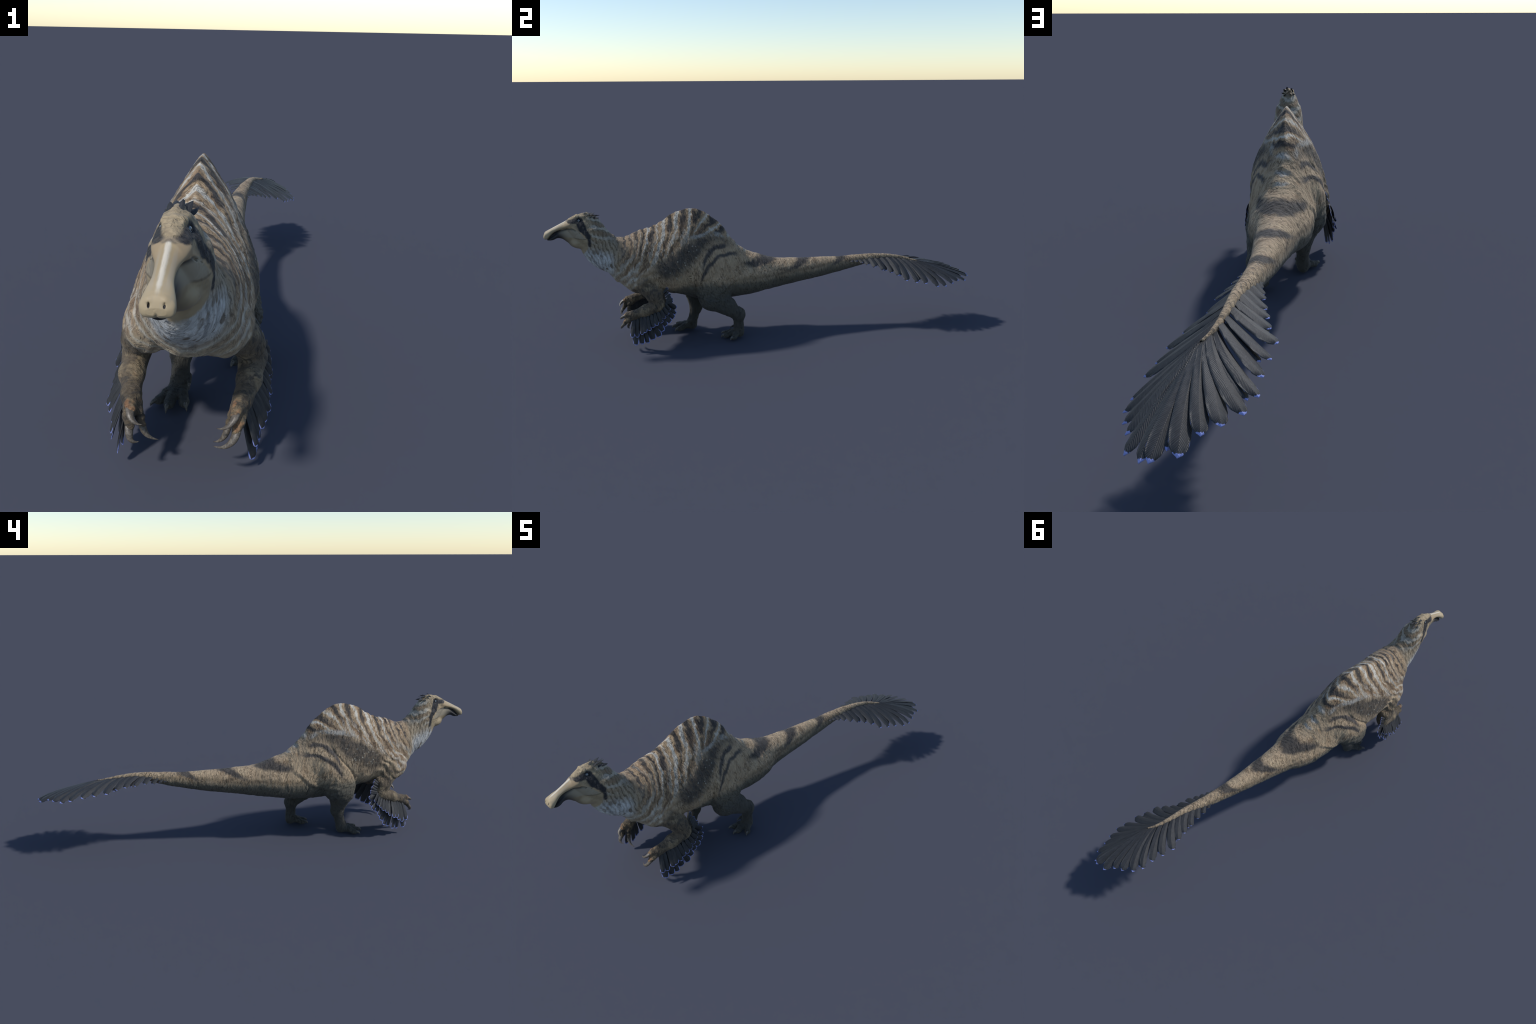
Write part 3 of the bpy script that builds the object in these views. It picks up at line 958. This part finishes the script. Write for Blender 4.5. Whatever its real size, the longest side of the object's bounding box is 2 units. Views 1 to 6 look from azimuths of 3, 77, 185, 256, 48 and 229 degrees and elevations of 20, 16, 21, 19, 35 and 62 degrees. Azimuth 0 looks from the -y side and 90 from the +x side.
def part(name, mesh, parent, mat=None):
    o = bpy.data.objects.new(name, mesh)
    o.parent = parent
    COL.objects.link(o)
    if mat is not None and not mesh.materials:
        mesh.materials.append(mat)
    return o


M_SKIN, M_CLAW, M_FCLAW, M_EYE = skin_material(), claw_material(), foot_claw_material(), eye_material()
M_TAIL, M_WING, M_CREST = feather_material("tail_vane", "broad"), feather_material("wing_vane", "edge"), feather_material("crest_vane", "faint")

# one smooth body first, to take its normals from
faces = F.tolist() + NG
whole = bpy.data.meshes.new("whole_body")
whole.from_pydata(V.tolist(), [], faces)
whole.polygons.foreach_set("use_smooth", np.ones(len(faces), bool))
whole.update()
VN = np.empty(len(V) * 3)
whole.vertex_normals.foreach_get("vector", VN)
VN = VN.reshape(-1, 3)

C = np.concatenate([V[F].mean(1), np.array([V[f].mean(0) for f in NG])])
x, y, z = C.T
left = x > mid(y)
neckline = (y + .765) + (z - .50) * -.55                 # > 0: behind the head
PARTS = np.full(len(C), "torso", object)
PARTS[y > -.085] = "tail"
PARTS[(y < -.655) & (z > .30)] = "neck"
PARTS[(y < -.655) & (z > .44) & (neckline < 0) & (y < -.76)] = "head"
yb = spline([.44, .455, .475, .50, .52, .535, .548, .565, .580, .592, .61], [-.842, -.832, -.821, -.819, -.824, -.836, -.853, -.865, -.882, -.905, -.93], z)
gape = spline([-1.01, -.985, -.973, -.948, -.916, -.888, -.865, -.842, -.81], [.510, .5155, .530, .5465, .5545, .561, .556, .533, .505], y)
inb = (y < yb) & (z > .45)
PARTS[inb & (z >= gape)] = "bill"
PARTS[inb & (z < gape)] = "lower_jaw"
arm = (y < -.48) & (z < .245 + np.clip(-.56 - y, 0, .1) * .5) & (np.abs(x - mid(y)) > .052) & ((np.abs(x - mid(y)) > .085) | (z < .205))
PARTS[arm & left], PARTS[arm & ~left] = "arm_l", "arm_r"
hand = arm & (y < -.652)
PARTS[hand & left], PARTS[hand & ~left] = "hand_l", "hand_r"
leg = (y > -.48) & (y < -.10) & (z < .172 + .05 * (np.abs(x - mid(y)) > .07))
PARTS[leg & left], PARTS[leg & ~left] = "leg_l", "leg_r"
foot = (y > -.48) & (y < -.10) & (z < .052)
PARTS[foot & left], PARTS[foot & ~left] = "foot_l", "foot_r"


def cut(key, name, parent):
    ids = np.flatnonzero(PARTS == key)
    fs = [faces[i] for i in ids]
    used = np.unique(np.concatenate([np.asarray(f) for f in fs]))
    remap = np.full(len(V), -1)
    remap[used] = np.arange(len(used))
    me = bpy.data.meshes.new(name)
    me.from_pydata(V[used].tolist(), [], [remap[f].tolist() for f in fs])
    me.polygons.foreach_set("use_smooth", np.ones(len(fs), bool))
    me.normals_split_custom_set_from_vertices(VN[used].tolist())
    return part(name, me, parent, M_SKIN)


torso = cut("torso", "torso", root)
neck = cut("neck", "neck", root)
tail = cut("tail", "tail", root)
head = cut("head", "head", root)
bill = cut("bill", "bill", head)
jaw = cut("lower_jaw", "lower_jaw", head)
arms = [cut("arm_l", "forelimb", root), cut("arm_r", "forelimb", root)]
hands = [cut("hand_l", "hand", root), cut("hand_r", "hand", root)]
legs = [cut("leg_l", "hindlimb", root), cut("leg_r", "hindlimb", root)]
feet = [cut("foot_l", "foot", root), cut("foot_r", "foot", root)]
bpy.data.meshes.remove(whole)


def tube(name, pts, radii, flat=1., seg=12, n=16):
    """horn sheath: a tapering tube along a Bezier curve through three or four control points"""
    P = [np.array(p, float) for p in pts]
    ts = np.linspace(0, 1, n)
    if len(P) == 3:
        c = [(1 - t) ** 2 * P[0] + 2 * t * (1 - t) * P[1] + t * t * P[2] for t in ts]
    else:
        c = [(1 - t) ** 3 * P[0] + 3 * t * (1 - t) ** 2 * P[1] + 3 * t * t * (1 - t) * P[2] + t ** 3 * P[3] for t in ts]
    c = np.array(c)
    tan = np.gradient(c, axis=0)
    tan /= np.linalg.norm(tan, axis=1, keepdims=True)
    nb = np.cross(P[-1] - P[0], P[1] - P[0])
    nb = nb / max(np.linalg.norm(nb), 1e-9)
    rr = np.interp(ts, np.linspace(0, 1, len(radii)), radii)
    vs, fs = [], []
    for i in range(n):
        a = np.cross(nb, tan[i])
        a /= np.linalg.norm(a)
        for j in range(seg):
            th = 2 * math.pi * j / seg
            vs.append(c[i] + rr[i] * (math.cos(th) * a + flat * math.sin(th) * nb))
    for i in range(n - 1):
        for j in range(seg):
            k = (j + 1) % seg
            fs.append((i * seg + j, i * seg + k, (i + 1) * seg + k, (i + 1) * seg + j))
    fs.append(tuple(range(seg))[::-1])
    fs.append(tuple((n - 1) * seg + j for j in range(seg)))
    me = bpy.data.meshes.new(name)
    me.from_pydata([v.tolist() for v in vs], [], fs)
    me.polygons.foreach_set("use_smooth", np.ones(len(fs), bool))
    me.update()
    return me


def mirrored(p):
    return (mx(p[0]), p[1], p[2])


R_CL = [.0088, .0093, .0083, .0066, .0045, .0024, .0006]
claws_l = [[(.0915, -.677, .163), (.0920, -.700, .156), (.077, -.708, .138), (.0555, -.700, .137)],
           [(.0945, -.683, .129), (.0930, -.704, .110), (.076, -.708, .092), (.0485, -.697, .093)],
           [(.0745, -.666, .120), (.0700, -.676, .102), (.062, -.675, .087), (.0440, -.667, .081)]]
claws_r = [[mirrored((.0915, -.677, .163)), mirrored((.0920, -.700, .156)), (-.110, -.711, .142), (-.0905, -.706, .141)],
           [mirrored((.0945, -.683, .129)), mirrored((.0930, -.704, .110)), (-.118, -.708, .094), (-.1010, -.697, .0945)],
           [mirrored((.0745, -.666, .120)), mirrored((.0700, -.676, .102)), (-.090, -.675, .086), (-.0690, -.666, .078)]]
for hnd, cl in zip(hands, (claws_l, claws_r)):
    for i, c in enumerate(cl):
        part("claw", tube("claw", c, [r * (1, 1, .86)[i] for r in R_CL], .78), hnd, M_CLAW)
R_FC = [.0062, .0066, .0059, .0045, .0028, .0006]
for ft, toes, tips in ((feet[0], L_TOES, [(.036, -.2455, .008), (.0755, -.253, .0035), (.1235, -.2165, .006)]),
                       (feet[1], R_TOES, [(-.1395, -.4445, .008), (-.0975, -.467, .0035), (-.0485, -.4575, .006)])):
    for (tp, r), tip in zip(toes, tips):
        tp, tip = np.array(tp), np.array(tip)
        a = tp + (tip - tp) * .15
        a[2] = .0165
        m_ = tp + (tip - tp) * .80
        m_[2] = .0195
        part("claw", tube("claw", [a, m_, tip], R_FC, .85), ft, M_FCLAW)
for ft, a, b in ((feet[0], (.046, -.190, .044), (.043, -.204, .034)), (feet[1], (-.052, -.392, .044), (-.049, -.406, .034))):
    part("claw", tube("claw", [a, (a[0], a[1] - .010, a[2] + .003), b], [.0045, .0042, .003, .0005], .85, n=10), ft, M_FCLAW)

# eyes
bm = bmesh.new()
bmesh.ops.create_uvsphere(bm, u_segments=32, v_segments=20, radius=1)
eye_mesh = bpy.data.meshes.new("eye")
bm.to_mesh(eye_mesh)
bm.free()
eye_mesh.polygons.foreach_set("use_smooth", np.ones(len(eye_mesh.polygons), bool))
for sgn in (1, -1):
    o = part("eye", eye_mesh, head, M_EYE)
    look = Vector((sgn * .90, -.38, .22)).normalized()
    o.matrix_local = Matrix.Translation((HX + sgn * .0186, -.8490, .5908)) @ look.to_track_quat("Z", "Y").to_matrix().to_4x4() @ Matrix.Scale(.0064, 4)

# ---------------------------------------------------------------- feathers
CACHE = {}


def feather_mesh(bend, half, broad, root=.14):
    """one vane of length 1 along local y: quill, arched web with a raised shaft, blunt angled tip"""
    key = (round(bend * 20) / 20, round(half * 80) / 80, broad, round(root * 4) / 4)
    if key in CACHE:
        return CACHE[key], key
    bend, half = key[:2]
    ts = np.array([0, .04, .09, .15, .22, .30, .40, .50, .60, .70, .78, .85, .90, .94, .97, 1.])
    prof = np.interp(ts, [0, .05, .12, .22, .35, .60, .86, .94, 1], [.14 + .5 * key[3], .28 + .55 * key[3], .42 + .5 * key[3], .55 + .4 * key[3], .68 + .3 * key[3], .90 + .1 * key[3], 1, .84, .42] if broad is True else [.3, .55, .8, .95, 1, .82, .42, .24, .06] if broad == 'leaf' else [.3, .45, .62, .76, .86, .97, 1, .88, .45])
    ws = np.array([-1, -.72, -.4, -.1, 0, .1, .4, .72, 1])
    cut_ = .030 if broad is True else .012
    V_, F_ = [], []
    nw = len(ws)
    for side in (1, -1):
        for t, p in zip(ts, prof):
            for w in ws:
                yy = t - (cut_ * abs(w) if t > .9 else 0) * ((t - .9) / .1)
                arch = half * .20 * (1 - w * w) * p - .10 * t * t + .03 * t
                shaft = (.007 if abs(w) < .05 else .003 if abs(w) < .2 else 0) * (1 - .7 * t) + half * .03 * math.sin(9 * t + 3 * w)
                V_.append((bend * 2 * t * (1 - t) + w * half * p, yy, arch + side * (.0034 * (1 - .6 * w * w) + shaft)))
    nt_ = len(ts)
    off = nt_ * nw
    for i in range(nt_ - 1):
        for j in range(nw - 1):
            a = i * nw + j
            F_.append((a, a + 1, a + nw + 1, a + nw))
            F_.append((off + a, off + a + nw, off + a + nw + 1, off + a + 1))
    loop = [j for j in range(nw)] + [i * nw + nw - 1 for i in range(1, nt_)] + [(nt_ - 1) * nw + j for j in range(nw - 2, -1, -1)] + [i * nw for i in range(nt_ - 2, 0, -1)]
    for a, b in zip(loop, loop[1:] + loop[:1]):
        F_.append((b, a, off + a, off + b))
    me = bpy.data.meshes.new("feather")
    me.from_pydata(V_, [], F_)
    me.polygons.foreach_set("use_smooth", np.ones(len(F_), bool))
    me.update()
    CACHE[key] = me
    return me, key


def feather(name, parent, base, tip, width, up, bend=0., roll=0., broad=False, mat=None, root=0.):
    base, tip = Vector(base), Vector(tip)
    Y = tip - base
    L = Y.length
    Y.normalize()
    Z = Vector(up)
    Z = (Z - Y * Z.dot(Y)).normalized()
    X = Y.cross(Z)
    R = Matrix((X, Y, Z)).transposed().to_4x4() @ Matrix.Rotation(roll, 4, "Y")
    me, key = feather_mesh(bend, width / 2 / L, broad, root)
    o = part(name, me, parent, mat)
    o.matrix_local = Matrix.Translation(base) @ R @ Matrix.Scale(L, 4)
    o["bend"], o["half"], o["tone"] = float(key[0]), float(key[1]), float(rng.random())
    return o


# tail fan: tips follow the outline of the fan, quills sit along the last third of the tail
R_TIP = [(-.019, .400, .318), (-.020, .420, .313), (-.024, .444, .311), (-.029, .468, .309), (-.037, .497, .309), (-.045, .533, .313), (-.053, .576, .311), (-.062, .617, .312), (-.073, .655, .309),
         (-.089, .700, .302), (-.085, .748, .296), (-.073, .798, .289), (-.071, .848, .281), (-.052, .887, .272), (-.019, .922, .269), (.013, .946, .267), (.046, .984, .254), (.089, .997, .247)]
L_TIP = [(.021, .398, .320), (.030, .410, .320), (.036, .432, .318), (.045, .456, .314), (.060, .479, .306), (.076, .510, .298), (.090, .549, .284), (.107, .585, .273), (.133, .610, .266),
         (.162, .642, .250), (.173, .693, .241), (.186, .736, .236), (.194, .794, .219), (.198, .832, .220), (.184, .878, .226), (.166, .913, .233), (.151, .963, .231), (.120, .991, .243)]
B_Y = [(0, .375), (.17, .435), (.33, .510), (.47, .580), (.60, .645), (.70, .685), (.80, .712), (.90, .728), (1.0, .731)]
zr = lambda yy: float(spline([.36, .46, .55, .65, .70, .733], [.318, .329, .334, .323, .312, .307], yy))
for side, tips in ((-1, R_TIP), (1, L_TIP)):
    n = len(tips)
    for i, tip in enumerate(tips):
        t = i / (n - 1)
        tip = np.array(tip) + rng.normal(0, .0012, 3)
        by = float(spline(*zip(*B_Y), t))
        bx = float(mid(by)) + side * .35 * float(spline([.36, .46, .55, .65, .733], [.030, .020, .012, .007, .002], by))
        base = np.array([bx, by, zr(by) - .002 + .0012 * (i % 2)])
        L = np.linalg.norm(tip - base)
        wdt = float(np.interp(L, [.02, .05, .10, .16, .30], [.015, .024, .031, .034, .035])) * rng.uniform(.93, 1.08)
        bend = -side * float(np.interp(t, [0, .4, .65, .8, .95, 1], [.03, .12, .16, .11, .03, 0.])) * rng.uniform(.75, 1.25)
        up = (side * (.20 if side < 0 else .55 * (1 - t) + .25), .05, 1)
        feather("tail_feather", tail, base, tip, wdt, up, bend, side * rng.uniform(-.02, .22), True, M_TAIL, float(np.clip(1.6 - t * 1.5, 0, 1)))
        if 5 < i < 17 and i % 2 == 0:                      # a shorter under-vane between the long ones
            nxt = np.array(tips[min(i + 1, n - 1)])
            t2 = base + (tip * .5 + nxt * .5 - base) * rng.uniform(.84, .92) + np.array([0, 0, -.004])
            feather("tail_feather", tail, base + np.array([0, .004, -.003]), t2, wdt * .8, up, bend, side * rng.uniform(.0, .2), True, M_TAIL)

# wing fringe on the outer edge of each forearm
EDGE = [(0, .103, -.643, .152), (.2, .113, -.612, .163), (.4, .124, -.575, .172), (.6, .134, -.540, .182), (.75, .141, -.516, .200), (.88, .137, -.503, .225), (1., .128, -.512, .262)]
LONG = [(0, .131, -.650, .030), (.10, .135, -.624, .031), (.20, .139, -.596, .037), (.30, .140, -.566, .050), (.40, .153, -.541, .067), (.50, .155, -.522, .094), (.59, .156, -.508, .116),
        (.68, .157, -.493, .132), (.78, .155, -.479, .147), (.90, .148, -.466, .168), (1., .139, -.462, .194)]
COVT = [(0, .138, -.658, .073), (.09, .140, -.640, .070), (.18, .145, -.624, .080), (.27, .150, -.609, .095), (.38, .163, -.586, .103), (.48, .159, -.568, .114), (.60, .158, -.548, .128),
        (.72, .158, -.526, .142), (.84, .155, -.506, .162), (1., .150, -.488, .186)]
SHRT = [(0, .135, -.470, .226), (.33, .130, -.474, .243), (.66, .122, -.482, .262), (1., .113, -.491, .279)]
for sd, (limb, flip) in enumerate(((arms[0], False), (arms[1], True))):
    def place(p, out=0.):
        return (2 * -.0165 - p[0] - out, p[1], p[2]) if flip else tuple(p)

    for rows, n, b0, b1, inset, wd, nm in ((LONG, 11, .02, .86, -.006, .0290, "flight_feather"), (COVT, 11, .0, .84, .002, .0235, "covert_feather"), (SHRT, 6, .82, 1.0, .0, .0150, "covert_feather")):
        T_, E_ = np.array(rows), np.array(EDGE)
        for i in range(n):
            t = i / (n - 1)
            tip = np.array([spline(T_[:, 0], T_[:, k], t) for k in (1, 2, 3)]) + rng.normal(0, .0022, 3)
            b = b0 + (b1 - b0) * t
            base = np.array([np.interp(b, E_[:, 0], E_[:, k]) for k in (1, 2, 3)]) + np.array([inset, 0, .004])
            L = np.linalg.norm(tip - base)
            if nm == "flight_feather" and rng.random() < .12:
                tip = base + (tip - base) * .90
            out = np.array([.90, -.42, .12]) if not flip else np.array([-.95, -.25, .12])
            feather(nm, limb, place(base), place(tip, .007), wd * rng.uniform(.88, 1.1) * min(1, .55 + L * 6), out, rng.uniform(-.05, .05), rng.uniform(-.22, .22), False, M_WING)

# crest: dark plumes, upright over the brow and lying back over the nape
for i, (off, f) in enumerate(((.006, 0), (-.008, .05), (.013, .22), (-.014, .25), (.001, .35), (-.005, .50), (.009, .45), (.016, .50), (-.016, .55), (.004, .66), (-.010, .76), (.012, .78))):
    yy = -.836 + .058 * f
    zz = float(spline([-.84, -.82, -.80, -.78, -.765], [.6165, .6185, .6145, .599, .583], yy)) - off * off * 55 - .003
    xx = HX - .001 + off
    d = Vector((off * 26 + rng.uniform(-.15, .15), .85, .58 - .62 * f + rng.uniform(-.10, .18))).normalized()
    L = rng.uniform(.023, .030)
    feather("crest_feather", head, (xx, yy, zz), Vector((xx, yy, zz)) + d * L, .0108 * rng.uniform(.85, 1.15), (off * 40, -.35, 1), 0, rng.uniform(-.4, .4), 'leaf', M_CREST)
